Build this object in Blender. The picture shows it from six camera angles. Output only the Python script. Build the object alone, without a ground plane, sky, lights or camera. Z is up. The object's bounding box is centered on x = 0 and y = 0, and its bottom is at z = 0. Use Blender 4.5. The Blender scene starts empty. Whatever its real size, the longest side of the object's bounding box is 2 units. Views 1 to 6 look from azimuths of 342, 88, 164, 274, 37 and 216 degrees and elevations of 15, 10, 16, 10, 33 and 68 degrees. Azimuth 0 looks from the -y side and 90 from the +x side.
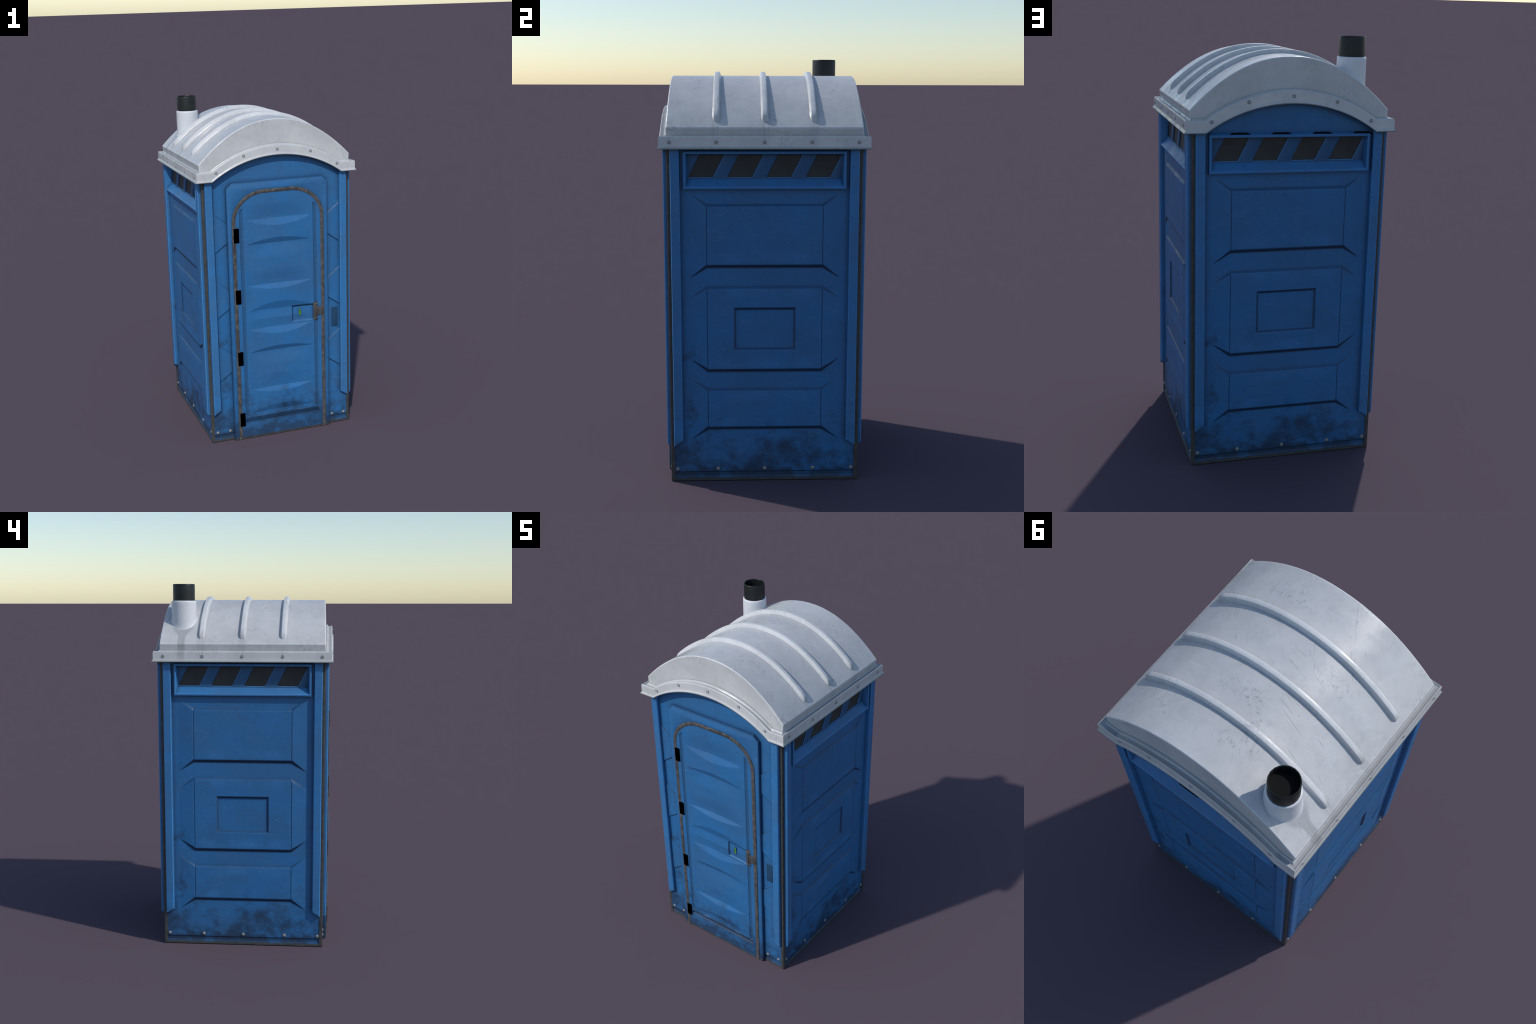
# A weathered blue plastic portable toilet cabin: moulded walls, arched door,
# ribbed pale-grey barrel roof with a vent pipe.
import bpy, bmesh, math, random
import numpy as np
from mathutils import Vector, Matrix

random.seed(7)
D = bpy.data
ROOT_COL = bpy.context.scene.collection

# ----------------------------------------------------------------------------
# object helpers
# ----------------------------------------------------------------------------

def link(name, data, parent=None, mats=()):
    o = D.objects.new(name, data)
    ROOT_COL.objects.link(o)
    if parent is not None:
        o.parent = parent
    for m in mats:
        if m.name not in [x.name for x in data.materials if x]:
            data.materials.append(m)
    return o


def mesh(name, verts, faces, mat_index=None, smooth_angle=None):
    me = D.meshes.new(name)
    me.from_pydata([tuple(v) for v in verts], [], [tuple(f) for f in faces])
    if mat_index is not None:
        me.polygons.foreach_set("material_index", mat_index)
    finish(me, smooth_angle)
    return me


def finish(me, smooth_angle=None, recalc=False):
    if recalc:
        bm = bmesh.new(); bm.from_mesh(me)
        bmesh.ops.recalc_face_normals(bm, faces=bm.faces[:])
        bm.to_mesh(me); bm.free()
    if smooth_angle is None:
        me.polygons.foreach_set("use_smooth", [False] * len(me.polygons))
    else:
        me.polygons.foreach_set("use_smooth", [True] * len(me.polygons))
        if smooth_angle < 180:
            me.set_sharp_from_angle(angle=math.radians(smooth_angle))
    me.update()


def grid_mesh(name, us, zs, height, keep, base, skirt=0.012):
    """Moulded sheet facing local -y; height(U,Z) is relief outward of plane y=-base."""
    us, zs = np.asarray(us), np.asarray(zs)
    nu, nz = len(us), len(zs)
    U, Z = np.meshgrid(us, zs)
    H = height(U, Z)
    P = np.stack([U, -(base + H), Z], -1).reshape(-1, 3)
    i = np.arange(nu * nz).reshape(nz, nu)
    F = np.stack([i[:-1, :-1], i[:-1, 1:], i[1:, 1:], i[1:, :-1]], -1).reshape(-1, 4)
    cu = (U[:-1, :-1] + U[1:, 1:]) / 2
    cz = (Z[:-1, :-1] + Z[1:, 1:]) / 2
    F = F[keep(cu, cz).reshape(-1)]
    used, inv = np.unique(F, return_inverse=True)
    P, F = P[used], inv.reshape(-1, 4)
    # turned-in border so that the sheet has thickness
    E = np.concatenate([F[:, [0, 1]], F[:, [1, 2]], F[:, [2, 3]], F[:, [3, 0]]])
    key = np.sort(E, 1)
    _, first, cnt = np.unique(key, axis=0, return_index=True, return_counts=True)
    B = E[first[cnt == 1]]
    bv = np.unique(B)
    back = {int(v): len(P) + k for k, v in enumerate(bv)}
    PB = P[bv].copy(); PB[:, 1] = -(base - skirt)
    FB = np.array([[b, a, back[int(a)], back[int(b)]] for a, b in B])
    P = np.concatenate([P, PB]); F = np.concatenate([F, FB])
    me = D.meshes.new(name)
    me.vertices.add(len(P)); me.vertices.foreach_set("co", P.astype(np.float32).ravel())
    me.loops.add(F.size); me.loops.foreach_set("vertex_index", F.astype(np.int32).ravel())
    me.polygons.add(len(F))
    me.polygons.foreach_set("loop_start", np.arange(0, F.size, 4, dtype=np.int32))
    me.update(calc_edges=True); me.validate()
    finish(me, 62)
    return me


def lines(lo, hi, step, extra=(), pad=()):
    """Grid lines: regular spacing plus exact lines at the moulded edges."""
    n = int(round((hi - lo) / step))
    base = list(np.linspace(lo, hi, n + 1))
    ex = sorted(x for e in extra for x in [e + p for p in (pad or (0,))] if lo < x < hi)
    keep = [b for b in base if b in (lo, hi) or all(abs(b - e) > step * 0.45 for e in ex)]
    out = []
    for v in sorted(keep + ex):
        if not out or v - out[-1] > 4e-4:
            out.append(v)
    return np.array(out)


def round_poly(pts, r, seg=4):
    out, n = [], len(pts)
    rs = r if isinstance(r, (list, tuple)) else [r] * n
    for i in range(n):
        p, a, b = Vector(pts[i]), Vector(pts[i - 1]), Vector(pts[(i + 1) % n])
        da, db = (a - p).normalized(), (b - p).normalized()
        ang = da.angle(db)
        rr = rs[i]
        if rr <= 0:
            out.append(tuple(p)); continue
        t = rr / math.tan(ang / 2)
        c = p + (da + db).normalized() * (rr / math.sin(ang / 2))
        s, e = p + da * t, p + db * t
        v0, v1 = s - c, e - c
        for k in range(seg + 1):
            f = k / seg
            v = v0.lerp(v1, f).normalized() * rr
            out.append(tuple(c + v))
    return out


def plate_mesh(name, outer, holes=(), y_front=0.0, depth=0.01, bevel=0.0, bevel_res=1):
    """Filled outline in the (x,z) plane, front at local y=-y_front, with rounded edges and holes."""
    cu = D.curves.new(name, "CURVE")
    cu.dimensions, cu.fill_mode = "2D", "BOTH"
    for loop in [outer, *holes]:
        sp = cu.splines.new("POLY")
        sp.points.add(len(loop) - 1)
        for p, (x, z) in zip(sp.points, loop):
            p.co = (x, z, 0, 1)
        sp.use_cyclic_u = True
    cu.extrude = depth / 2 - bevel
    cu.bevel_depth, cu.bevel_resolution, cu.offset = bevel, bevel_res, -bevel
    o = D.objects.new(name + "_tmp", cu)
    ROOT_COL.objects.link(o)
    dg = bpy.context.evaluated_depsgraph_get()
    me = D.meshes.new_from_object(o.evaluated_get(dg))
    D.objects.remove(o); D.curves.remove(cu)
    me.name = name
    me.materials.clear()
    me.transform(Matrix.Translation((0, -y_front + depth / 2, 0)) @ Matrix.Rotation(math.pi / 2, 4, "X"))
    bm = bmesh.new(); bm.from_mesh(me)
    bmesh.ops.remove_doubles(bm, verts=bm.verts[:], dist=1e-5)
    bmesh.ops.recalc_face_normals(bm, faces=bm.faces[:])
    bm.to_mesh(me); bm.free()
    finish(me, 35)
    return me


def box_mesh(name, lo, hi, bevel=0.0, seg=2):
    bm = bmesh.new()
    bmesh.ops.create_cube(bm, size=1)
    for v in bm.verts:
        v.co = [lo[k] + (v.co[k] + 0.5) * (hi[k] - lo[k]) for k in range(3)]
    if bevel:
        bmesh.ops.bevel(bm, geom=bm.edges[:], offset=bevel, segments=seg, affect="EDGES", profile=0.5)
    me = D.meshes.new(name)
    bm.to_mesh(me); bm.free()
    finish(me, 35)
    return me


def lathe_mesh(name, profile, seg=24, smooth=40):
    """profile: (radius, z) from axis or rim to axis or rim."""
    verts, faces, rings = [], [], []
    for r, z in profile:
        if r < 1e-6:
            rings.append([len(verts)]); verts.append((0, 0, z))
        else:
            rings.append(list(range(len(verts), len(verts) + seg)))
            verts += [(r * math.cos(2 * math.pi * k / seg), r * math.sin(2 * math.pi * k / seg), z) for k in range(seg)]
    for a, b in zip(rings[:-1], rings[1:]):
        for k in range(seg):
            l = (k + 1) % seg
            if len(a) == 1 and len(b) > 1:
                faces.append((a[0], b[k], b[l]))
            elif len(b) == 1 and len(a) > 1:
                faces.append((a[k], a[l], b[0]))
            elif len(a) > 1:
                faces.append((a[k], a[l], b[l], b[k]))
    me = mesh(name, verts, faces)
    finish(me, smooth, recalc=True)
    return me


# ----------------------------------------------------------------------------
# material helpers
# ----------------------------------------------------------------------------
class Mat:
    def __init__(self, name):
        self.m = D.materials.new(name)
        self.m.use_nodes = True
        self.t = self.m.node_tree
        self.t.nodes.clear()
        self.out = self.n("ShaderNodeOutputMaterial")
        self.b = self.n("ShaderNodeBsdfPrincipled")
        self.l(self.b.outputs[0], self.out.inputs[0])
        self.co = self.n("ShaderNodeTexCoord").outputs["Object"]
        s = self.n("ShaderNodeSeparateXYZ"); self.l(self.co, s.inputs[0])
        self.x, self.y, self.z = s.outputs

    def n(self, kind, **kw):
        nd = self.t.nodes.new(kind)
        for k, v in kw.items():
            setattr(nd, k, v)
        return nd

    def l(self, a, b):
        self.t.links.new(a, b)

    def put(self, sock, v):
        if hasattr(v, "is_output"):
            self.l(v, sock)
        else:
            sock.default_value = v

    def math(self, op, a, b=0.0, c=None, clamp=False):
        nd = self.n("ShaderNodeMath", operation=op, use_clamp=clamp)
        self.put(nd.inputs[0], a); self.put(nd.inputs[1], b)
        if c is not None:
            self.put(nd.inputs[2], c)
        return nd.outputs[0]

    def ramp(self, v, lo, hi, a=0.0, b=1.0, smooth=True):
        nd = self.n("ShaderNodeMapRange", interpolation_type="SMOOTHSTEP" if smooth else "LINEAR")
        self.put(nd.inputs[0], v)
        for i, q in enumerate((lo, hi, a, b)):
            self.put(nd.inputs[i + 1], q)
        return nd.outputs[0]

    def map(self, scale=(1, 1, 1), rot=(0, 0, 0), loc=(0, 0, 0), src=None):
        nd = self.n("ShaderNodeMapping")
        self.put(nd.inputs[0], src if src is not None else self.co)
        nd.inputs["Scale"].default_value = scale
        nd.inputs["Rotation"].default_value = rot
        nd.inputs["Location"].default_value = loc
        return nd.outputs[0]

    def noise(self, scale, detail=3.0, rough=0.5, vec=None, dist=0.0):
        nd = self.n("ShaderNodeTexNoise")
        self.put(nd.inputs["Vector"], vec if vec is not None else self.co)
        nd.inputs["Scale"].default_value = scale
        nd.inputs["Detail"].default_value = detail
        nd.inputs["Roughness"].default_value = rough
        nd.inputs["Distortion"].default_value = dist
        return nd.outputs[0]

    def mix(self, f, a, b, mode="MIX"):
        nd = self.n("ShaderNodeMix", data_type="RGBA", blend_type=mode)
        self.put(nd.inputs[0], f)
        for s, v in ((nd.inputs[6], a), (nd.inputs[7], b)):
            self.put(s, v if hasattr(v, "is_output") else (*v, 1.0))
        return nd.outputs[2]

    def mul(self, *v):
        r = v[0]
        for q in v[1:]:
            r = self.math("MULTIPLY", r, q)
        return r

    def add(self, *v):
        r = v[0]
        for q in v[1:]:
            r = self.math("ADD", r, q)
        return self.math("MINIMUM", r, 1.0)

    def blob(self, u, v, cu, cv, ru, rv):
        """Soft elliptical patch mask."""
        a = self.math("DIVIDE", self.math("SUBTRACT", u, cu), ru)
        b = self.math("DIVIDE", self.math("SUBTRACT", v, cv), rv)
        d = self.math("ADD", self.math("MULTIPLY", a, a), self.math("MULTIPLY", b, b))
        return self.ramp(d, 0.0, 1.0, 1.0, 0.0)

    def scratches(self, plane, count=3, length=4.0, width=170.0, thr=0.67, seed=0.0, area=3.0):
        """Short straight hairline scratches in several directions on a plane ('xz' or 'xy')."""
        tot = None
        rnd = random.Random(int(seed * 10) + 3)
        for k in range(count):
            ang = rnd.uniform(-1.3, 1.3)
            rot = (0, ang, 0) if plane == "xz" else (0, 0, ang)
            sc = (length, 1, width) if plane == "xz" else (length, width, 1)
            v = self.map(scale=(1, 1, 1), rot=rot, loc=(rnd.uniform(-9, 9),) * 3)
            v = self.map(scale=sc, src=v)
            s = self.ramp(self.noise(1.0, 0.0, 0.5, v), thr, thr + 0.05)
            a = self.ramp(self.noise(area, 2.0, 0.5, self.map(loc=(7.1 * k + seed, 3.3, 1.7 * k))), 0.54, 0.64)
            s = self.mul(s, a)
            tot = s if tot is None else self.math("MAXIMUM", tot, s)
        return tot

    def bump(self, h, strength=0.2, dist=0.002):
        nd = self.n("ShaderNodeBump")
        nd.inputs["Strength"].default_value = strength
        nd.inputs["Distance"].default_value = dist
        self.l(h, nd.inputs["Height"])
        self.l(nd.outputs[0], self.b.inputs["Normal"])

    def done(self, color, rough=0.5, spec=0.5, metal=0.0):
        self.put(self.b.inputs["Base Color"], color if hasattr(color, "is_output") else (*color, 1.0))
        self.put(self.b.inputs["Roughness"], rough)
        self.b.inputs["Specular IOR Level"].default_value = spec
        self.b.inputs["Metallic"].default_value = metal
        return self.m


# raised fields: (z_bottom, z_top, slope of wing edges at bottom, at top); wings fade out sideways
FIELDS = ((1.044, 1.336, -0.66, 0.66), (0.545, 0.954, 0.74, -0.74), (0.261, 0.460, -0.66, 0.62))
U_FIELD, U_WING, H_FIELD = 0.267, 0.354, 0.0092


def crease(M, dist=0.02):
    """Ambient occlusion, used to paint shade into corners: 1 in the open, lower in crevices."""
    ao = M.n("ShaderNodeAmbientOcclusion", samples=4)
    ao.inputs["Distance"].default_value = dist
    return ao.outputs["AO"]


def blue_plastic(name, base=(0.0305, 0.150, 0.355), dirt=1.0, deep=None, wall=False, low_grime=True, crevice=0.75):
    M = Mat(name)
    c = M.mix(M.ramp(M.noise(5.0, 3.0, 0.55), 0.35, 0.68), [v * f for v, f in zip(base, (1.12, 0.95, 0.92))],
              [v * f for v, f in zip(base, (0.88, 1.06, 1.09))])
    c = M.mix(M.ramp(M.noise(38.0, 5.0, 0.65), 0.40, 0.72, 0.0, 0.22), c, [v * 0.72 for v in base])
    c = M.mix(M.ramp(M.noise(16.0, 4.0, 0.6, M.map(loc=(4, 9, 2))), 0.52, 0.74, 0.0, 0.30), c, [v * 1.25 for v in base])
    if wall:   # rubbed, lighter zones along the edges of the raised fields
        tot = None
        for zc in (1.085, 0.925, 0.585, 0.430, 0.290):
            g = M.ramp(M.math("ABSOLUTE", M.math("SUBTRACT", M.z, zc)), 0.0, 0.045, 1.0, 0.0)
            tot = g if tot is None else M.math("MAXIMUM", tot, g)
        tot = M.mul(tot, M.ramp(M.math("ABSOLUTE", M.x), 0.18, 0.27, 1.0, 0.0), M.ramp(M.noise(9.0, 3.0, 0.6), 0.35, 0.65))
        c = M.mix(M.mul(tot, 0.55), c, [v * 1.35 for v in base])
    # specks and hairline scratches
    sp = M.ramp(M.noise(70.0, 1.0, 0.4, M.map(loc=(11, 5, 3))), 0.765, 0.80)
    c = M.mix(M.mul(sp, 0.5), c, (0.035, 0.05, 0.07))
    sp2 = M.ramp(M.noise(85.0, 0.0, 0.4, M.map(loc=(2, 15, 8))), 0.83, 0.87)
    c = M.mix(M.mul(sp2, 0.35), c, (0.12, 0.34, 0.68))
    dk = M.scratches("xz", 3, 14.0, 280.0, 0.735, seed=1.0, area=4.0)
    lt = M.scratches("xz", 2, 12.0, 300.0, 0.755, seed=5.0, area=3.0)
    c = M.mix(M.mul(dk, 0.45), c, (0.045, 0.07, 0.10))
    c = M.mix(M.mul(lt, 0.28), c, (0.12, 0.30, 0.55))
    if deep is not None:      # recess shade painted into the colour below the sheet surface
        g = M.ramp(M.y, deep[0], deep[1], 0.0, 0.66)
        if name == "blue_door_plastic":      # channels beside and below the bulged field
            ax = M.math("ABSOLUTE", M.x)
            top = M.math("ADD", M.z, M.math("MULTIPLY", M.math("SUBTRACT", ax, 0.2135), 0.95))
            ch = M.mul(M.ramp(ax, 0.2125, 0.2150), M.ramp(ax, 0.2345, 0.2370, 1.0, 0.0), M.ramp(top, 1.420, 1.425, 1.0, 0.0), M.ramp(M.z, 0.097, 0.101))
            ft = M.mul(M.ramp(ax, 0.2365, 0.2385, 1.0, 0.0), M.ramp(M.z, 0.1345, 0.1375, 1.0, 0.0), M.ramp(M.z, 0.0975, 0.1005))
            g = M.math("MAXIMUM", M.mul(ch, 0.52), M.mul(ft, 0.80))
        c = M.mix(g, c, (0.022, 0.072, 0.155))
    nz = M.n("ShaderNodeSeparateXYZ")      # surface normal in the sheet's own frame
    tr = M.n("ShaderNodeVectorTransform", vector_type="NORMAL", convert_from="WORLD", convert_to="OBJECT")
    M.l(M.n("ShaderNodeNewGeometry").outputs["True Normal"], tr.inputs[0])
    M.l(tr.outputs[0], nz.inputs[0])
    if name == "blue_door_plastic":  # shade painted on down-facing steps and the lock recess side
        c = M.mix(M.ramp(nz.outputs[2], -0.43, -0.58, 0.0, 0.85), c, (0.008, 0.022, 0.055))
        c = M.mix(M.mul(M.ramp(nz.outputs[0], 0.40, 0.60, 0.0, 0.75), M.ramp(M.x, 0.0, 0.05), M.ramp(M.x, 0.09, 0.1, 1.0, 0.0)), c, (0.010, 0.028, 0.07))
        lk = M.mul(M.ramp(M.z, 0.7975, 0.7995), M.ramp(M.z, 0.8030, 0.8050, 1.0, 0.0), M.ramp(M.x, 0.072, 0.075), M.ramp(M.x, 0.206, 0.209, 1.0, 0.0))  # dark line painting the shade along the lock recess top
        c = M.mix(M.mul(lk, 0.85), c, (0.008, 0.022, 0.055))
    if name == "blue_wall_plastic":      # shade lines painted around raised fields and over the sign recess
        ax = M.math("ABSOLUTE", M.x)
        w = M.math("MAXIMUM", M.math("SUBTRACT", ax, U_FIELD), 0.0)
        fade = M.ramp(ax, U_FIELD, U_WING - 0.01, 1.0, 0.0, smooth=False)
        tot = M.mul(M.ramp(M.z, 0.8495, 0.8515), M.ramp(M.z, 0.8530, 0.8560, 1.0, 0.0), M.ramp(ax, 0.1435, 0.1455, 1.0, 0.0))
        # soft shade outline painted inside the recessed sign field
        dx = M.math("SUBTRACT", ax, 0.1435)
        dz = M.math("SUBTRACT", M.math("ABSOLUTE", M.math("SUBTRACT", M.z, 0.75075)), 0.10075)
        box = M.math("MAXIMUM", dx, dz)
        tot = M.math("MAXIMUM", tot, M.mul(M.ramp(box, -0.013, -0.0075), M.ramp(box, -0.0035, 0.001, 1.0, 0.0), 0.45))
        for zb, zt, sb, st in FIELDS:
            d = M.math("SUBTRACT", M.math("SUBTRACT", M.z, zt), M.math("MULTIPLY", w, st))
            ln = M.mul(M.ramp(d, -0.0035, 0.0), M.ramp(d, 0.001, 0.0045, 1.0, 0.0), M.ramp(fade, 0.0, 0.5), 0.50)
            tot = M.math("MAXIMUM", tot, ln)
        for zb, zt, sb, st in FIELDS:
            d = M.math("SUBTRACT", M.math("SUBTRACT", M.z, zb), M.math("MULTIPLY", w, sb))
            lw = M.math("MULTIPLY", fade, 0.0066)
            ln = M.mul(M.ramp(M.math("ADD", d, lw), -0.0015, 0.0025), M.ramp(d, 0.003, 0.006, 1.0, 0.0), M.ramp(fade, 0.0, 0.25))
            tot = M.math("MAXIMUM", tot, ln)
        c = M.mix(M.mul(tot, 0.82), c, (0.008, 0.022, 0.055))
    if wall:        # shade painted on the moulded steps: strong underneath, weaker on top
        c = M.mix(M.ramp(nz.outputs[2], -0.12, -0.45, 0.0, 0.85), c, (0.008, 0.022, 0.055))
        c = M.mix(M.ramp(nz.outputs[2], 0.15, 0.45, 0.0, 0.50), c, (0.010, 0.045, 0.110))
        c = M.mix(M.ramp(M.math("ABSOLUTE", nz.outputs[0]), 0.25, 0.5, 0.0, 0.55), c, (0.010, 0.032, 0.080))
    if crevice:  # occlusion shade mixed into the base colour
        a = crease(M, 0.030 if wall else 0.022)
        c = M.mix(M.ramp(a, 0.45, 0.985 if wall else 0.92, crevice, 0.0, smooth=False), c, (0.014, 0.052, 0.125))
    if dirt:
        n1 = M.noise(8.0, 9.0, 0.66, M.map(scale=(1, 1, 1.15), loc=(3.7, 0, 1.2)), 0.3)
        n2 = M.noise(26.0, 6.0, 0.7)
        n = M.math("ADD", M.math("MULTIPLY", n1, 0.75), M.math("MULTIPLY", n2, 0.25))
        thr = M.ramp(M.z, 0.03, 0.36, 0.42, 0.60, smooth=False)
        m = M.ramp(M.math("SUBTRACT", n, thr), -0.10, 0.15)
        m = M.mul(m, M.ramp(M.z, 0.25, 0.48, 1.0, 0.0))
        for cu, cv, ru, rv, s in ((-0.33, 0.27, 0.12, 0.16, 0.13), (-0.35, 0.63, 0.085, 0.09, 0.10), (-0.16, 0.33, 0.07, 0.06, 0.06)):
            t = M.math("SUBTRACT", 0.60, M.mul(M.blob(M.x, M.z, cu, cv, ru, rv), s))
            q = M.mul(M.ramp(M.math("SUBTRACT", n, t), 0.0, 0.14), M.ramp(M.blob(M.x, M.z, cu, cv, ru * 1.2, rv * 1.2), 0.0, 0.5), 0.68)
            m = M.math("MAXIMUM", m, q)
        m = M.add(m, M.mul(M.ramp(M.z, 0.030, 0.085, 0.80, 0.0), M.ramp(n, 0.35, 0.6)))
        c = M.mix(M.mul(m, 0.84 * dirt), c, (0.020, 0.036, 0.068))
    r = M.ramp(M.noise(9.0, 4.0, 0.6), 0.3, 0.7, 0.40, 0.56)
    M.bump(M.noise(22.0, 4.0, 0.6), 0.10, 0.003)
    return M.done(c, r, 0.38)


def roof_plastic(name, band=False, f=1.0):
    M = Mat(name)
    c = M.mix(M.ramp(M.noise(6.0, 4.0, 0.6), 0.35, 0.7), [f * v for v in (0.605, 0.610, 0.612)], [f * v for v in (0.535, 0.540, 0.544)])
    c = M.mix(M.ramp(M.noise(30.0, 6.0, 0.7), 0.48, 0.78, 0.0, 0.30), c, (0.40, 0.41, 0.42))
    # scuffed smudges
    patch = M.ramp(M.noise(5.0, 2.0, 0.5, M.map(loc=(1.3, 5.2, 0.4))), 0.55, 0.68)
    fine = M.ramp(M.noise(48.0, 6.0, 0.75, M.map(scale=(1.6, 1, 1))), 0.50, 0.66)
    c = M.mix(M.mul(patch, fine, 0.55), c, (0.26, 0.27, 0.29))
    broad = M.ramp(M.noise(11.0, 6.0, 0.65, M.map(scale=(1, 1, 1), loc=(5.5, 0.7, 2.1)), 0.4), 0.50, 0.68)
    c = M.mix(M.mul(broad, 0.17), c, (0.36, 0.365, 0.38))
    for cx, cy, rx, ry in ((0.02, 0.115, 0.10, 0.06), (-0.19, -0.12, 0.11, 0.06), (0.20, -0.31, 0.07, 0.05), (-0.05, 0.30, 0.10, 0.05)):
        c = M.mix(M.mul(M.blob(M.x, M.y, cx, cy, rx, ry), fine, 0.55), c, (0.25, 0.26, 0.28))
    dk = M.scratches("xy", 3, 10.0, 240.0, 0.755, seed=2.0, area=2.6)
    lt = M.scratches("xy", 3, 9.0, 240.0, 0.755, seed=8.0, area=2.6)
    up_ = M.n("ShaderNodeSeparateXYZ")
    M.l(M.n("ShaderNodeNewGeometry").outputs["Normal"], up_.inputs[0])
    top = M.ramp(up_.outputs[2], 0.35, 0.5)
    dk, lt = M.mul(dk, top), M.mul(lt, top)
    c = M.mix(M.mul(dk, 0.5), c, (0.22, 0.23, 0.24))
    c = M.mix(M.mul(lt, 0.45), c, (0.85, 0.87, 0.90))
    dk2 = M.scratches("xz", 2, 12.0, 240.0, 0.75, seed=4.0, area=3.0)
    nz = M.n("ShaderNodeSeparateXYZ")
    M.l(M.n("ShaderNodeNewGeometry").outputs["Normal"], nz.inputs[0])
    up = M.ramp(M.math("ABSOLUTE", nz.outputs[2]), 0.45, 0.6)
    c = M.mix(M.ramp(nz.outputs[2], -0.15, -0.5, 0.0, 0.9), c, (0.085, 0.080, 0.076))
    dk2 = M.mul(dk2, M.math("SUBTRACT", 1.0, up))
    c = M.mix(M.mul(dk2, 0.45), c, (0.22, 0.23, 0.24))
    sp = M.ramp(M.noise(48.0, 1.0, 0.4, M.map(loc=(3, 8, 1))), 0.76, 0.79)
    c = M.mix(M.mul(sp, 0.38), c, (0.20, 0.21, 0.22))
    # run-off streaks below the ribs and below the vent pipe
    ax = M.math("ABSOLUTE", M.x)
    streak = M.noise(1.0, 4.0, 0.6, M.map(scale=(6, 75, 6)))
    low = M.mul(M.ramp(ax, 0.395, 0.418), M.ramp(M.z, 1.585, 1.66, 0.25, 1.0))
    tot = None
    for cy in (-0.219, 0.001, 0.222):
        b = M.ramp(M.math("ABSOLUTE", M.math("SUBTRACT", M.y, cy)), 0.012, 0.030, 1.0, 0.0)
        tot = b if tot is None else M.math("MAXIMUM", tot, b)
    st = M.mul(tot, low, M.ramp(streak, 0.38, 0.58))
    dy = M.math("ABSOLUTE", M.math("SUBTRACT", M.y, 0.329))
    wide = M.ramp(M.x, -0.425, -0.370, 0.024, 0.066)
    pipe = M.mul(M.ramp(M.math("DIVIDE", dy, wide), 0.55, 1.05, 1.0, 0.0), M.ramp(M.x, -0.35, -0.31, 1.0, 0.0),
                 M.ramp(streak, 0.30, 0.50, 0.55, 1.0), M.ramp(M.z, 1.59, 1.64, 0.4, 1.0))
    st = M.math("MAXIMUM", M.mul(st, 0.42), M.mul(pipe, 0.9))
    c = M.mix(M.mul(st, 0.78), c, (0.345, 0.35, 0.355))
    if band:      # shade painted into the gutter, grime along the lower lip
        gut = M.mul(M.ramp(nz.outputs[2], 0.55, 0.85), M.ramp(ax, 0.478, 0.480, 1.0, 0.0))
        c = M.mix(M.mul(gut, 0.55), c, (0.27, 0.28, 0.30))
        lipm = M.mul(M.ramp(ax, 0.4785, 0.4810), M.ramp(nz.outputs[2], 0.1, 0.3))
        c = M.mix(M.mul(lipm, 0.75), c, (0.36, 0.385, 0.365))
        edge = M.math("MAXIMUM", M.ramp(ax, 0.4838, 0.4852), M.ramp(M.math("ABSOLUTE", M.y), 0.4838, 0.4852))
        c = M.mix(M.mul(edge, 0.8), c, (0.13, 0.125, 0.12))
    a = crease(M, 0.022)  # corner shade painted into the roof colour
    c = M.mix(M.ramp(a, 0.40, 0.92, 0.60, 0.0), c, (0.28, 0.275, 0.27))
    r = M.ramp(M.noise(9.0, 4.0, 0.6), 0.32, 0.68, 0.22, 0.46)
    M.bump(M.noise(14.0, 4.0, 0.55), 0.10, 0.004)
    return M.done(c, r, 0.5)


def plain(name, col, rough=0.5, vary=0.25, scale=25.0, spec=0.5, metal=0.0):
    M = Mat(name)
    c = M.mix(M.ramp(M.noise(scale, 5.0, 0.65), 0.3, 0.7), [v * (1 - vary) for v in col], [v * (1 + vary) for v in col])
    return M.done(c, rough, spec, metal)


def seal_rubber(name):
    M = Mat(name)
    c = M.mix(M.ramp(M.noise(30.0, 6.0, 0.7), 0.35, 0.65), (0.055, 0.054, 0.056), (0.120, 0.115, 0.113))
    run = M.noise(1.0, 3.0, 0.6, M.map(scale=(60, 20, 9)))
    c = M.mix(M.ramp(run, 0.50, 0.68, 0.0, 0.75), c, (0.042, 0.038, 0.040))
    sp = M.ramp(M.noise(55.0, 1.0, 0.5), 0.69, 0.75)
    c = M.mix(M.mul(sp, 0.6), c, (0.20, 0.195, 0.19))
    M.bump(M.noise(60.0, 4.0, 0.6), 0.3, 0.002)
    return M.done(c, 0.62, 0.35)


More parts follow.
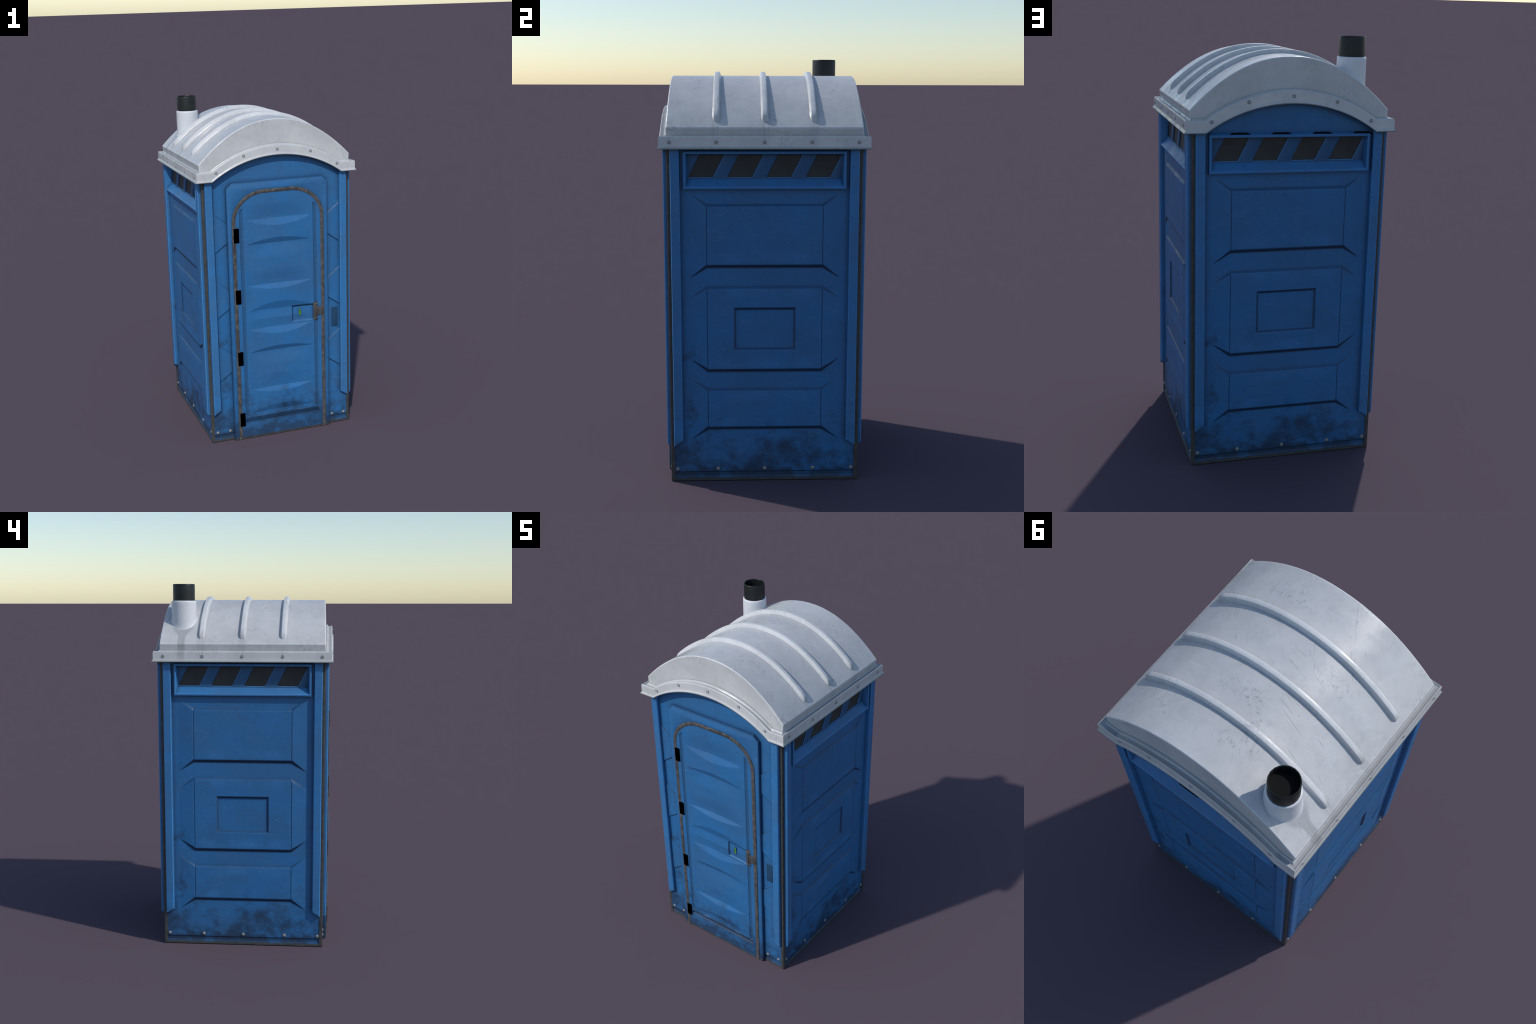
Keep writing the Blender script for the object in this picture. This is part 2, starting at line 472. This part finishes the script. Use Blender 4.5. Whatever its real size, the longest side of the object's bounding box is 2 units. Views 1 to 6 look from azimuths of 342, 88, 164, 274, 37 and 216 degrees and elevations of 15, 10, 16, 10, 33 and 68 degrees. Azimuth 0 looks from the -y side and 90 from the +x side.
WALL = blue_plastic("blue_wall_plastic", wall=True, deep=(-0.4405, -0.4375))
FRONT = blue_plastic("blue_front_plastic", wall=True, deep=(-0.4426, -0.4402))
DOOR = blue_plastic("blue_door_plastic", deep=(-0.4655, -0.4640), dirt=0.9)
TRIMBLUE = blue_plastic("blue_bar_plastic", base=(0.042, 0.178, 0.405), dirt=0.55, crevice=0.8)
EDGE = blue_plastic("worn_lit_blue_edge", base=(0.060, 0.242, 0.540), dirt=0.4, crevice=0.3)  # worn edges, also edge highlights painted as lighter blue
LABEL = plain("faded_label_blue", (0.019, 0.064, 0.135), 0.65, 0.08, 25.0, 0.2)
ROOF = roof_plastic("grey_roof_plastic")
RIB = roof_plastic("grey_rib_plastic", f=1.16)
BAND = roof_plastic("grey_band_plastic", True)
SLEEVE = plain("white_pipe_plastic", (0.72, 0.735, 0.76), 0.38, 0.06, 9.0)
BLACKPIPE = plain("black_pipe_plastic", (0.0115, 0.0130, 0.0125), 0.42, 0.30, 40.0, 0.4)
INNERBLACK = plain("pipe_inner_black", (0.0078, 0.0082, 0.0082), 0.7, 0.1, 10, 0.15)
DARKTRIM = plain("dark_metal_trim", (0.058, 0.059, 0.058), 0.55, 0.22, 30.0, 0.4)
SEAL = seal_rubber("grey_door_seal")
MESHDARK = plain("dark_vent_screen", (0.044, 0.045, 0.045), 0.6, 0.14, 14.0, 0.3)
BLEEDDARK = plain("dark_bleed", (0.006, 0.007, 0.009), 0.8, 0.1, 10, 0.1)  # for the added texture-bleed slivers
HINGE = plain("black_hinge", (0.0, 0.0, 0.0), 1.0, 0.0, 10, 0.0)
STEEL = plain("dull_steel", (0.25, 0.25, 0.245), 0.42, 0.25, 120.0, 0.5, 0.15)
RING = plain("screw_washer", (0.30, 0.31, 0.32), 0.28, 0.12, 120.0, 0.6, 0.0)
BRIGHT = plain("grey_screw", (0.66, 0.67, 0.68), 0.28, 0.12, 120.0, 0.6, 0.0)
LATCH = plain("worn_latch_metal", (0.085, 0.086, 0.088), 0.45, 0.28, 45.0, 0.5, 0.2)
GREEN = plain("green_indicator", (0.085, 0.250, 0.016), 0.5, 0.10, 60.0)

# ----------------------------------------------------------------------------
# dimensions
# ----------------------------------------------------------------------------
HALF = 0.4465            # half width of the square plan
WB = 0.4425              # wall sheet plane
FB = 0.4446              # front sheet plane
RIBS = (-0.219, 0.001, 0.222)
PIPE = (-0.310, 0.331)


def arc(x, flat_z, half, sag):
    """Straight shoulder, then circular arch of given half width and rise."""
    R = (half * half + sag * sag) / (2 * sag)
    x = min(abs(x), half)
    return flat_z + math.sqrt(max(R * R - x * x, 0)) - (R - sag)


def band_top(x):
    return arc(x, 1.645, 0.390, 0.1275)


def lip(x):
    return band_top(x) - 0.057


ROOT = D.objects.new("portable_toilet", None)
ROOT_COL.objects.link(ROOT)
ROOT.empty_display_size = 0.3
ROOT["label"] = "weathered blue plastic portable toilet with ribbed grey roof"
ROOT["category"] = "portable toilet"

# ----------------------------------------------------------------------------
# moulded walls
# ----------------------------------------------------------------------------
def wall_relief(U, Z):
    A = np.abs(U)
    H = np.zeros_like(U)
    lat = np.clip((U_WING - A) / (U_WING - U_FIELD), 0, 1) * H_FIELD
    w = np.clip(A - U_FIELD, 0, None)
    for zb, zt, sb, st in FIELDS:
        top = (zt + st * w - Z) / np.sqrt(1 + (st * (w > 0)) ** 2)
        bot = (Z - zb - sb * w) / np.sqrt(1 + (sb * (w > 0)) ** 2)
        H = np.maximum(H, np.clip(np.minimum(np.minimum(lat, top * 0.90), bot * 0.74), 0, None))
        groove = (np.abs(A - U_FIELD) < 0.0016) & (Z < zt - 0.006) & (Z > zb + 0.004)
        H = H - np.where(groove, 0.0022, 0)
    # recessed sign field in the middle
    d = np.minimum(0.1435 - A, np.minimum(Z - 0.650, 0.8515 - Z))
    H = H - np.clip(d * 0.82, 0, 0.0080)
    return H - base_groove(Z)


def base_groove(Z):
    return np.clip(np.minimum((Z - 0.018) * 1.2, (0.0455 - Z) * 1.2), 0, 0.0045)


def wall_mesh(name, gable):
    edges = [e for f in FIELDS for e in f[:2]]
    zs = list(lines(0.010, 1.80 if gable else 1.63, 0.0038,
                    [*edges, 0.650, 0.8515, 0.018, 0.0455], (-0.0068, 0.0, 0.0062)))
    us = lines(-0.433, 0.433, 0.0038, [-U_FIELD, U_FIELD, -0.1435, 0.1435, -U_WING, U_WING], (-0.0018, 0.0, 0.0018))

    def keep(cu, cz):
        k = ~((np.abs(cu) < 0.364) & (cz > 1.411) & (cz < 1.571))
        if gable:
            top = np.vectorize(lambda x: lip(x) + 0.03)(cu)
            k &= cz < np.maximum(top, 1.62)
        return k
    return grid_mesh(name, us, zs, wall_relief, keep, WB)


def loft_rect(rings, name):
    """rings: list of (u_half, z_bottom, z_top, out); returns a mesh of nested rectangles."""
    verts, faces = [], []
    for u, zb, zt, o in rings:
        verts += [(-u, -o, zb), (u, -o, zb), (u, -o, zt), (-u, -o, zt)]
    idx = []
    for r in range(len(rings) - 1):
        for k in range(4):
            a, b = 4 * r + k, 4 * r + (k + 1) % 4
            faces.append((a, b, b + 4, a + 4))
            idx.append(1 if r in (1, 3) else 0)
    return mesh(name, verts, faces, idx)


VENT_FRAME = loft_rect([(0.3715, 1.4045, 1.589, 0.440), (0.3705, 1.4060, 1.5775, 0.4590), (0.3680, 1.4085, 1.5750, 0.4622),
                        (0.3615, 1.4150, 1.5680, 0.4622), (0.3590, 1.4180, 1.5655, 0.4595), (0.3515, 1.4515, 1.5630, 0.4285)], "vent_frame")
SLOT_U, SLOT_STEP, SLOT_W, SLANT, SZ0, SZ1 = -0.3490, 0.1785, 0.1125, 0.0525, 1.4575, 1.5605


def slot_outline(i, grow=0.0, r=0.010):
    u = SLOT_U + SLOT_STEP * i
    g = grow
    return round_poly([(u - g, SZ0 - g), (u + SLOT_W + g, SZ0 - g), (u + SLOT_W + SLANT + g, SZ1 + g), (u + SLANT - g, SZ1 + g)],
                      [r * 0.5, r, r * 0.4, r], 4)


GRILLE = plate_mesh("vent_grille", [(-0.356, 1.4475), (0.356, 1.4475), (0.356, 1.5665), (-0.356, 1.5665)],
                    [slot_outline(i) for i in range(4)], 0.4295, 0.007, 0.0026, 1)
GRILLE.materials.append(None); GRILLE.materials.append(None)
for p in GRILLE.polygons:      # lit sides of the rounded slot rims painted lighter
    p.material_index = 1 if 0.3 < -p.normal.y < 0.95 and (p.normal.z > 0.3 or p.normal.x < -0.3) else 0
PANE = plate_mesh("vent_screen", [(a - SLOT_U, b) for a, b in slot_outline(0, 0.0035)], (), 0.4245, 0.003)


def bar_mesh(name, side, ztop, plane):
    """Vertical corner bar; side=+1 right, -1 left (seen from outside)."""
    out = plane + 0.0195
    prof = [(0.3835, 0.438, 0.010), (0.3875, out - 0.0035, 0.002), (0.3905, out, 0.0), (0.4268, out, 0.0), (0.4293, out - 0.0035, 0.002), (0.4318, 0.438, 0.010)]
    verts, n = [], len(prof)
    for top in (False, True):
        for u, o, drop in prof:
            z = ztop if top else 0.206 + (u - 0.390) * (-0.62) - drop
            verts.append((side * u, -o, z))
    faces, idx = [], []
    for k in range(n - 1):
        f = (k, k + 1, n + k + 1, n + k)
        faces.append(f if side > 0 else f[::-1]); idx.append(1 if k in (1, 3) else 0)
    faces.append(tuple(range(n - 1, -1, -1)) if side > 0 else tuple(range(n))); idx.append(0)
    faces.append(tuple(range(n, 2 * n)) if side > 0 else tuple(range(2 * n - 1, n - 1, -1))); idx.append(0)
    return mesh(name, verts, faces, idx)


BAR_L, BAR_R = bar_mesh("corner_bar", -1, 1.615, WB + 0.0022), bar_mesh("corner_bar", 1, 1.615, WB + 0.0022)
dome_prof = [(0.0, 0.0066)] + [(0.0098 * math.sin(t), 0.0066 * math.cos(t)) for t in np.linspace(0.35, 1.45, 5)] + [(0.0102, -0.002)]
RIVET = lathe_mesh("rivet", dome_prof, 16, 60)
RIVET.transform(Matrix.Rotation(math.pi / 2, 4, "X"))
SCREW = lathe_mesh("screw", [(0.0, 0.0034), (0.0026, 0.0030), (0.0036, 0.0008), (0.0044, 0.0008), (0.0058, 0.0032), (0.0070, 0.0030), (0.0084, 0.0010), (0.0088, -0.001)], 18, 50)
SCREW.transform(Matrix.Rotation(math.pi / 2, 4, "X"))
ROOFSCREW = SCREW.copy()
ROOFSCREW.name = "roof_screw"
ROOFSCREW.materials.append(RING)
ROOFSCREW.materials.append(BRIGHT)
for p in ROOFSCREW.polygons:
    p.material_index = 1 if p.center.xz.length < 0.0030 else 0


def put_rivets(parent, spots, plane):
    for k, (u, z) in enumerate(spots):
        o = link("rivet", RIVET, parent, [STEEL])
        o.location = (u, -plane, z)
        o.rotation_euler = (0, random.uniform(0, 6.28), 0)
        s = random.uniform(0.94, 1.05)
        o.scale = (s, s, s)


SIDE_MESH, BACK_MESH = wall_mesh("side_wall", False), wall_mesh("back_wall", True)
for nm, me, ang in (("side_wall", SIDE_MESH, 90), ("side_wall", SIDE_MESH, -90), ("back_wall", BACK_MESH, 180)):
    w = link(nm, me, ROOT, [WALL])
    w.rotation_euler = (0, 0, math.radians(ang))
    link("vent_frame", VENT_FRAME, w, [TRIMBLUE, EDGE])
    GRILLE.materials[0], GRILLE.materials[1] = WALL, EDGE
    link("vent_grille", GRILLE, w)
    for i in range(4):
        p = link("vent_screen", PANE, w, [MESHDARK])
        p.location = (SLOT_U + SLOT_STEP * i, 0, 0)
    if nm == "back_wall":   # added dark slivers copying texture bleed on the vent frame top; no opening
        verts, faces = [], []
        for u0 in (-0.280, -0.092, 0.098, 0.288):
            k = len(verts)
            for (du, t, lift) in ((0.0, 0.12, 0.0012), (0.094, 0.12, 0.0012), (0.080, 0.80, 0.0012), (0.014, 0.80, 0.0012)):
                o_ = 0.459 + (0.4435 - 0.459) * t
                z_ = 1.5775 + (1.589 - 1.5775) * (0.459 - o_) / (0.459 - 0.440)
                verts.append((u0 + du, -o_ - lift, z_ + lift)); verts.append((u0 + du, -o_ + 0.004, z_ - 0.004))
            faces += [(k, k + 2, k + 4, k + 6), (k, k + 1, k + 3, k + 2), (k + 2, k + 3, k + 5, k + 4), (k + 4, k + 5, k + 7, k + 6), (k + 6, k + 7, k + 1, k)]
        link("vent_bleed", mesh("vent_bleed", verts, faces), w, [BLEEDDARK])
    link("corner_bar", BAR_L, w, [TRIMBLUE, EDGE])
    link("corner_bar", BAR_R, w, [TRIMBLUE, EDGE])
    put_rivets(w, [(-0.416, 0.0595), (-0.222, 0.0595), (0.0, 0.0595), (0.231, 0.0595), (0.416, 0.0595)], WB)

# ----------------------------------------------------------------------------
# front wall with raised side fields
# ----------------------------------------------------------------------------
CHEV = [(1.216 - 0.3935 * k, 1.342 - 0.3935 * k) for k in range(3)]


def front_relief(U, Z):
    A = np.abs(U)
    H = np.zeros_like(U)
    w = A - 0.310
    for zb, zt in CHEV:
        top = (zt + 0.80 * w - Z) / 1.28
        bot = (Z - zb + 0.70 * w) / 1.22
        H = np.maximum(H, np.clip(np.minimum(np.minimum(top, bot) * 1.1, 0.0042), 0, None))
    return H - base_groove(Z)


def front_keep(cu, cz):
    top = np.vectorize(lambda x: lip(x) + 0.03)(cu)
    return (cz < np.maximum(top, 1.62)) & ~((np.abs(cu) < 0.288) & (cz < 1.50))


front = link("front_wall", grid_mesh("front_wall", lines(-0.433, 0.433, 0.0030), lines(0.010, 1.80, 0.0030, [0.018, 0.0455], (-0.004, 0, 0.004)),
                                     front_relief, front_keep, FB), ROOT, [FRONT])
FBAR_L, FBAR_R = bar_mesh("corner_bar", -1, 1.615, FB), bar_mesh("corner_bar", 1, 1.615, FB)
link("corner_bar", FBAR_L, front, [TRIMBLUE, EDGE])
link("corner_bar", FBAR_R, front, [TRIMBLUE, EDGE])
put_rivets(front, [(-0.409, 0.0590), (-0.331, 0.0590), (0.331, 0.0590), (0.409, 0.0590)], FB)
link("label_plate", plate_mesh("label_plate", [(0.334, 0.631), (0.3745, 0.631), (0.3745, 0.753), (0.334, 0.753)], (), FB + 0.0022, 0.006, 0.0012), front, [LABEL])

# arched opening shared by frame, seal and door ------------------------------
AX, AZ0, ARX, ARZ = 0.2705, 1.340, 0.1900, 0.1715     # centre line of the seal


def seal_path(off=0.0, n=14, z0=0.0):
    """Open inverted-U path (left foot -> right foot), grown outward by off."""
    cx = AX - ARX
    rx, rz = ARX + off, ARZ + off
    left = [(-(cx + rx * math.cos(t)), AZ0 + rz * math.sin(t)) for t in np.linspace(0, math.pi / 2, n)]
    pts = [(-(AX + off), z0)] + [(-(AX + off), z) for z in np.linspace(z0, AZ0, 26)[1:-1]] + left
    return pts + [(-x, z) for x, z in pts[::-1]]


octo = [(0.3085, 0.0), (0.3085, 1.541), (0.2745, 1.5705), (-0.2745, 1.5705), (-0.3085, 1.541), (-0.3085, 0.0)]
u_shape = octo + [(x, z) for x, z in seal_path(-0.002)]
link("door_frame", plate_mesh("door_frame", u_shape, (), 0.4645, 0.024, 0.0075, 1), front, [FRONT])
link("threshold_trim", box_mesh("threshold_trim", (-0.3035, -0.4655, 0.0), (0.3035, -0.435, 0.0118), 0.0012, 1), front, [DARKTRIM])


def ribbon_mesh(name, path, half, y_out, y_in):
    """Strip with rounded face following an open path in the xz plane."""
    pts = [Vector(p) for p in path]
    prof = [(-half, y_in), (-half, y_out - 0.0016), (-half * 0.72, y_out), (half * 0.25, y_out), (half * 0.72, y_out - 0.0004), (half, y_out - 0.002), (half, y_in)]
    verts, faces, m = [], [], len(prof)
    for i, p in enumerate(pts):
        d = (pts[min(i + 1, len(pts) - 1)] - pts[max(i - 1, 0)]).normalized()
        nrm = Vector((-d.y, d.x))        # outward for a left-to-right arch
        for s, o in prof:
            q = p + nrm * s
            verts.append((q.x, -o, max(q.y, 0.0)))
    for i in range(len(pts) - 1):
        for k in range(m - 1):
            a = i * m + k
            faces.append((a, a + 1, a + m + 1, a + m))
    faces += [tuple(range(m)), tuple(range(len(verts) - 1, len(verts) - 1 - m, -1))]
    me = mesh(name, verts, faces)
    finish(me, 40, recalc=True)
    return me


link("door_seal", ribbon_mesh("door_seal", seal_path(0.0, 14, 0.0005), 0.0105, 0.4692, 0.455), front, [SEAL])

# ----------------------------------------------------------------------------
# door: bulged ribs, channels, lock recess
# ----------------------------------------------------------------------------
DB = 0.4668
BULGES = ((1.350, 1.203, 0.043, 0.032), (0.957, 0.802, 0.029, 0.046), (0.690, 0.544, 0.041, 0.029), (0.311, 0.161, 0.029, 0.040))


def door_relief(X, Z):
    A = np.abs(X)
    H, dip = np.zeros_like(X), np.zeros_like(X)
    for zt, zb, et, eb in BULGES:
        peak = 0.0138 * np.clip(1 - (A / 0.196) ** 2, 0, None)
        up = (zt - Z) / et * 0.0138
        dn = (Z - zb) / eb * 0.0138
        H = np.maximum(H, np.clip(np.minimum(np.minimum(up, dn), peak), 0, None))
        # the skin dips around each bulge so that its crest stays close to the door plane
        w = np.clip(np.minimum((zt + 0.095 - Z) / 0.095, (Z - zb + 0.095) / 0.095), 0, 1)
        dip = np.maximum(dip, peak * 0.62 * w * w * (3 - 2 * w))
    H = H - dip
    chan = np.minimum(np.minimum(A - 0.2135, 0.2355 - A), 1.424 - (A - 0.2135) * 0.95 - Z)
    H = H - np.where((Z > 0.10), np.clip(chan * 1.5, 0, 0.0036), 0)
    foot = np.where((A < 0.2375) & (Z < 0.136), np.clip(np.minimum((0.136 - Z) * 0.36, (Z - 0.0985) * 3.0), 0, 0.012), 0)
    H = np.where((Z < 0.136) & (A < 0.2375), -foot, H)
    lock = np.minimum(np.minimum(X - 0.0745, 0.222 - X), np.minimum(Z - 0.7005, 0.800 - Z))
    H = np.where(lock > 0, H - np.clip(lock * 1.0, 0, 0.0072), H)
    return H


def door_keep(cx, cz):
    ex = np.clip((np.abs(cx) - (AX - ARX)) / ARX, 0, None)
    ez = np.clip((cz - AZ0) / ARZ, 0, None)
    return ((ex ** 2 + ez ** 2) < 1.0) & (np.abs(cx) < AX)


door_me = grid_mesh("door", lines(-0.268, 0.268, 0.0032, [-0.2355, -0.2135, 0.2135, 0.2355, 0.0745], (0, 0.0024)),
                    lines(0.012, 1.512, 0.0032, [0.0985, 0.136, 0.7005, 0.800, *[z for b in BULGES for z in b[:2]]], (-0.0055, -0.002, 0, 0.002, 0.0055)),
                    door_relief, door_keep, DB)
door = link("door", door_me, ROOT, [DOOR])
HINGE_MESH = box_mesh("hinge", (-0.2730, -0.4712, 0.0), (-0.2415, -0.462, 0.0835), 0.0)
for z in (1.2240, 0.8565, 0.4755, 0.0855):
    h = link("hinge", HINGE_MESH, door, [HINGE])
    h.location = (0, 0, z)
cap = round_poly([(0.1180, 0.7350), (0.1300, 0.7350), (0.1300, 0.7785), (0.1180, 0.7785)], 0.0058, 5)
ring = round_poly([(0.1158, 0.7328), (0.1322, 0.7328), (0.1322, 0.7807), (0.1158, 0.7807)], 0.0080, 5)
link("indicator_rim", plate_mesh("indicator_rim", ring, [cap], DB - 0.0052, 0.005, 0.0009), door, [DOOR])
link("lock_indicator", plate_mesh("lock_indicator", cap, (), DB - 0.0064, 0.004, 0.0004), door, [GREEN])
LB = DB
link("latch_plate", plate_mesh("latch_plate", round_poly([(0.2085, 0.6995), (0.2370, 0.6995), (0.2370, 0.8090), (0.2085, 0.8090)], 0.003, 2), (), LB + 0.0030, 0.010, 0.0012), door, [LATCH])
link("latch_arm", plate_mesh("latch_arm", round_poly([(0.2280, 0.7275), (0.2725, 0.7290), (0.2725, 0.7805), (0.2280, 0.7800)], 0.004, 2), (), LB + 0.0052, 0.010, 0.0014), door, [LATCH])
pin = lathe_mesh("latch_pin", [(0.0, 0.0), (0.0036, 0.0), (0.0040, 0.001), (0.0040, 0.066), (0.0036, 0.067), (0.0, 0.067)], 12, 50)
pin.transform(Matrix.Translation((0.2255, -(LB + 0.0040), 0.7210)))
link("latch_pin", pin, door, [LATCH])
for u, z in ((0.2150, 0.7985), (0.2305, 0.7985), (0.2150, 0.7075), (0.2305, 0.7140), (0.2150, 0.7860)):
    o = link("screw", SCREW, door, [STEEL])
    o.location = (u, -(LB + 0.0028), z); o.scale = (0.42, 0.6, 0.42)

# ----------------------------------------------------------------------------
# corner posts and base
# ----------------------------------------------------------------------------
h, w_, r_ = HALF, 0.0185, 0.0050
post_prof = [(h - w_, h - 0.001), (h - r_, h)] + [(h - r_ + r_ * math.sin(t), h - r_ + r_ * math.cos(t)) for t in np.linspace(0.3, math.pi / 2 - 0.3, 4)] + [(h, h - r_), (h - 0.001, h - w_), (h - w_, h - w_)]
pv = [(x, y, 0.0) for x, y in post_prof] + [(x, y, 1.612) for x, y in post_prof]
n = len(post_prof)
pf = [((k + 1) % n, k, n + k, n + (k + 1) % n) for k in range(n)] + [tuple(range(n)), tuple(range(2 * n - 1, n - 1, -1))]
POST = mesh("corner_post", pv, pf)
finish(POST, 40, recalc=True)
for k in range(4):
    o = link("corner_post", POST, ROOT, [DARKTRIM])
    o.rotation_euler = (0, 0, k * math.pi / 2)
link("base_trim", box_mesh("base_trim", (-0.4452, -0.4452, 0.0), (0.4452, 0.4452, 0.0125), 0.0015, 1), ROOT, [DARKTRIM])

# ----------------------------------------------------------------------------
# roof: barrel dome with end caps, drip band, ribs, pipe
# ----------------------------------------------------------------------------
DOME_W, DOME_Z, CROWN = 0.4560, 1.684, 1.9155


def dome_z(x):
    return CROWN - (CROWN - DOME_Z) * (min(abs(x), DOME_W) / DOME_W) ** 2.1


def dome_slope(x):
    s = -(CROWN - DOME_Z) * 2.1 * (abs(x) / DOME_W) ** 1.1 / DOME_W
    return s if x >= 0 else -s


def dome_y(z):
    return 0.4475 - 0.0085 * (z - 1.63) / 0.285


NSEG = 26
xs = [DOME_W * math.sin(t) for t in np.linspace(-math.pi / 2, math.pi / 2, NSEG + 1)]
xs = [0.5 * x + 0.5 * (DOME_W * (2 * k / NSEG - 1)) for k, x in enumerate(xs)]
prof = [(-0.4505, 1.630)] + [(x, dome_z(x)) for x in xs] + [(0.4505, 1.630)]
prof += [(x, band_top(x) - 0.020) for x in np.linspace(0.392, -0.392, 23)]     # arched lower edge
verts, faces = [], []
for s in (-1, 1):
    verts += [(x, s * dome_y(z), z) for x, z in prof]
n = len(prof)
for k in range(n):
    faces.append((k, (k + 1) % n, n + (k + 1) % n, n + k))
faces.append(tuple(range(n - 1, -1, -1)))
faces.append(tuple(range(n, 2 * n)))
dome_me = mesh("roof_dome", verts, faces)
finish(dome_me, 30, recalc=True)
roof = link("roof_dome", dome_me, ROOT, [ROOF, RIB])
bv = roof.modifiers.new("soft_edges", "BEVEL")
bv.width, bv.segments, bv.limit_method, bv.angle_limit, bv.harden_normals = 0.0055, 3, "ANGLE", math.radians(35), True
bv.material = 1      # edge highlight painted in with the lighter rib material

# drip band
band_prof = [(0.4380, 0.0060), (0.4515, 0.0035), (0.4545, -0.0020), (0.4590, -0.0060), (0.4680, -0.0055), (0.4725, -0.0010), (0.4748, 0.0),
             (0.4772, -0.0030), (0.4785, -0.0100), (0.4780, -0.0420), (0.4788, -0.0450), (0.4858, -0.0552), (0.4858, -0.0572), (0.4800, -0.0585), (0.4300, -0.0545)]
m = len(band_prof)
stations = [("f", x) for x in np.concatenate([[-9], np.linspace(-0.43, -0.400, 3), np.linspace(-0.390, 0.390, 49), np.linspace(0.400, 0.43, 3), [9]])]
verts, faces = [], []
loop = []
for sgn in (-1, 1):
    seq = stations if sgn < 0 else stations[::-1]
    for _, x in seq:
        ids = []
        for o, dz in band_prof:
            if abs(x) > 1:
                px, pz = math.copysign(o, x), 1.645 + dz
            else:
                px, pz = x, band_top(x) + dz
            ids.append(len(verts)); verts.append((px, sgn * o, pz))
        loop.append(ids)
for a, b in zip(loop, loop[1:] + loop[:1]):
    for k in range(m - 1):
        faces.append((a[k], b[k], b[k + 1], a[k + 1]))
band_me = mesh("drip_band", verts, faces)
finish(band_me, 32, recalc=True)
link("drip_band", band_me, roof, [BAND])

# ribs
XE = 0.432
rib_half = [(0.0205, -0.006), (0.0170, 0.0008), (0.0142, 0.0045), (0.0120, 0.0145), (0.0102, 0.0188), (0.0065, 0.0198)]
rib_prof = [(-a, b) for a, b in rib_half] + rib_half[::-1]
for yc in RIBS:
    verts, faces = [], []
    m = len(rib_prof)
    st = [(-XE - 0.004, 0.0), (-XE + 0.003, 0.40), (-XE + 0.011, 0.78), (-XE + 0.020, 0.95), (-XE + 0.029, 1.0)]
    st = st + [(x, 1.0) for x in np.linspace(-XE + 0.038, XE - 0.038, 34)] + [(-x, f) for x, f in st[::-1]]
    for x, f in st:
        s = dome_slope(x)
        nx, nz = -s / math.hypot(1, s), 1 / math.hypot(1, s)
        for dy, hh in rib_prof:
            hgt = hh if hh < 0 else hh * f - 0.004 * (1 - f)
            wy = dy * (0.72 + 0.28 * min(1, f * 1.2))
            verts.append((x + nx * hgt, yc + wy, dome_z(x) + nz * hgt))
    for i in range(len(st) - 1):
        for k in range(m - 1):
            a = i * m + k
            faces.append((a, a + 1, a + m + 1, a + m))
    faces += [tuple(range(m)), tuple(range(len(verts) - m, len(verts)))]
    rib_me = mesh("roof_rib", verts, faces)
    finish(rib_me, 32, recalc=True)
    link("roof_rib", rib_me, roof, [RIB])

# screws through the drip band
for ang, spots in ((0, None), (180, None), (90, 1), (-90, 1)):
    if spots is None:
        pts = [(-0.3645, 1.6375), (-0.2010, 1.7225), (0.0, 1.7475), (0.2010, 1.7225), (0.3645, 1.6375)]
    else:
        sgn = 1 if ang > 0 else -1
        pts = [(sgn * y, 1.6195) for y in (-0.429, -0.219, -0.002, 0.211, 0.423)]
    R = Matrix.Rotation(math.radians(ang), 4, "Z")
    for u, z in pts:
        o = link("roof_screw", ROOFSCREW, roof)
        o.matrix_local = R @ Matrix.Translation((u, -0.4782, z)) @ Matrix.Rotation(random.uniform(0, 6.28), 4, "Y")

# vent pipe: sleeve moulded onto the dome, black pipe inside
SEG = 28
verts, faces = [], []
levels = [("s", 0.0750, -0.003), ("s", 0.0724, 0.0004), ("s", 0.0706, 0.0028), ("s", 0.0694, 0.0070), ("s", 0.0683, 0.0130), ("s", 0.0677, 0.0230)]
rings = []
for _, r, dh in levels:
    ring = []
    for k in range(SEG):
        a = 2 * math.pi * k / SEG
        x, y = PIPE[0] + r * math.cos(a), PIPE[1] + r * math.sin(a)
        ring.append(len(verts)); verts.append((x, y, dome_z(x) + dh * 1.3))
    rings.append(ring)
for r, z in ((0.0675, 1.897), (0.0672, 1.9035), (0.0655, 1.9085), (0.0625, 1.9110), (0.0570, 1.9110), (0.0570, 1.880)):
    ring = []
    for k in range(SEG):
        a = 2 * math.pi * k / SEG
        ring.append(len(verts)); verts.append((PIPE[0] + r * math.cos(a), PIPE[1] + r * math.sin(a), z))
    rings.append(ring)
for a, b in zip(rings[:-1], rings[1:]):
    for k in range(SEG):
        l = (k + 1) % SEG
        faces.append((a[k], a[l], b[l], b[k]))
sleeve_me = mesh("pipe_sleeve", verts, faces)
finish(sleeve_me, 65, recalc=True)
link("pipe_sleeve", sleeve_me, roof, [SLEEVE])
pipe_me = lathe_mesh("vent_pipe", [(0.0602, 1.890), (0.0602, 1.9955), (0.0592, 1.9988), (0.0575, 2.0), (0.0555, 1.9985), (0.0548, 1.994), (0.0540, 1.955)], 20, 45)
pipe_me.transform(Matrix.Translation((PIPE[0], PIPE[1], 0)))
link("vent_pipe", pipe_me, roof, [BLACKPIPE])
floor_me = lathe_mesh("pipe_baffle", [(0.0, 1.9620), (0.0552, 1.9620), (0.0552, 1.950), (0.0, 1.950)], 20, 45)
floor_me.transform(Matrix.Translation((PIPE[0], PIPE[1], 0)))
link("pipe_baffle", floor_me, roof, [INNERBLACK])
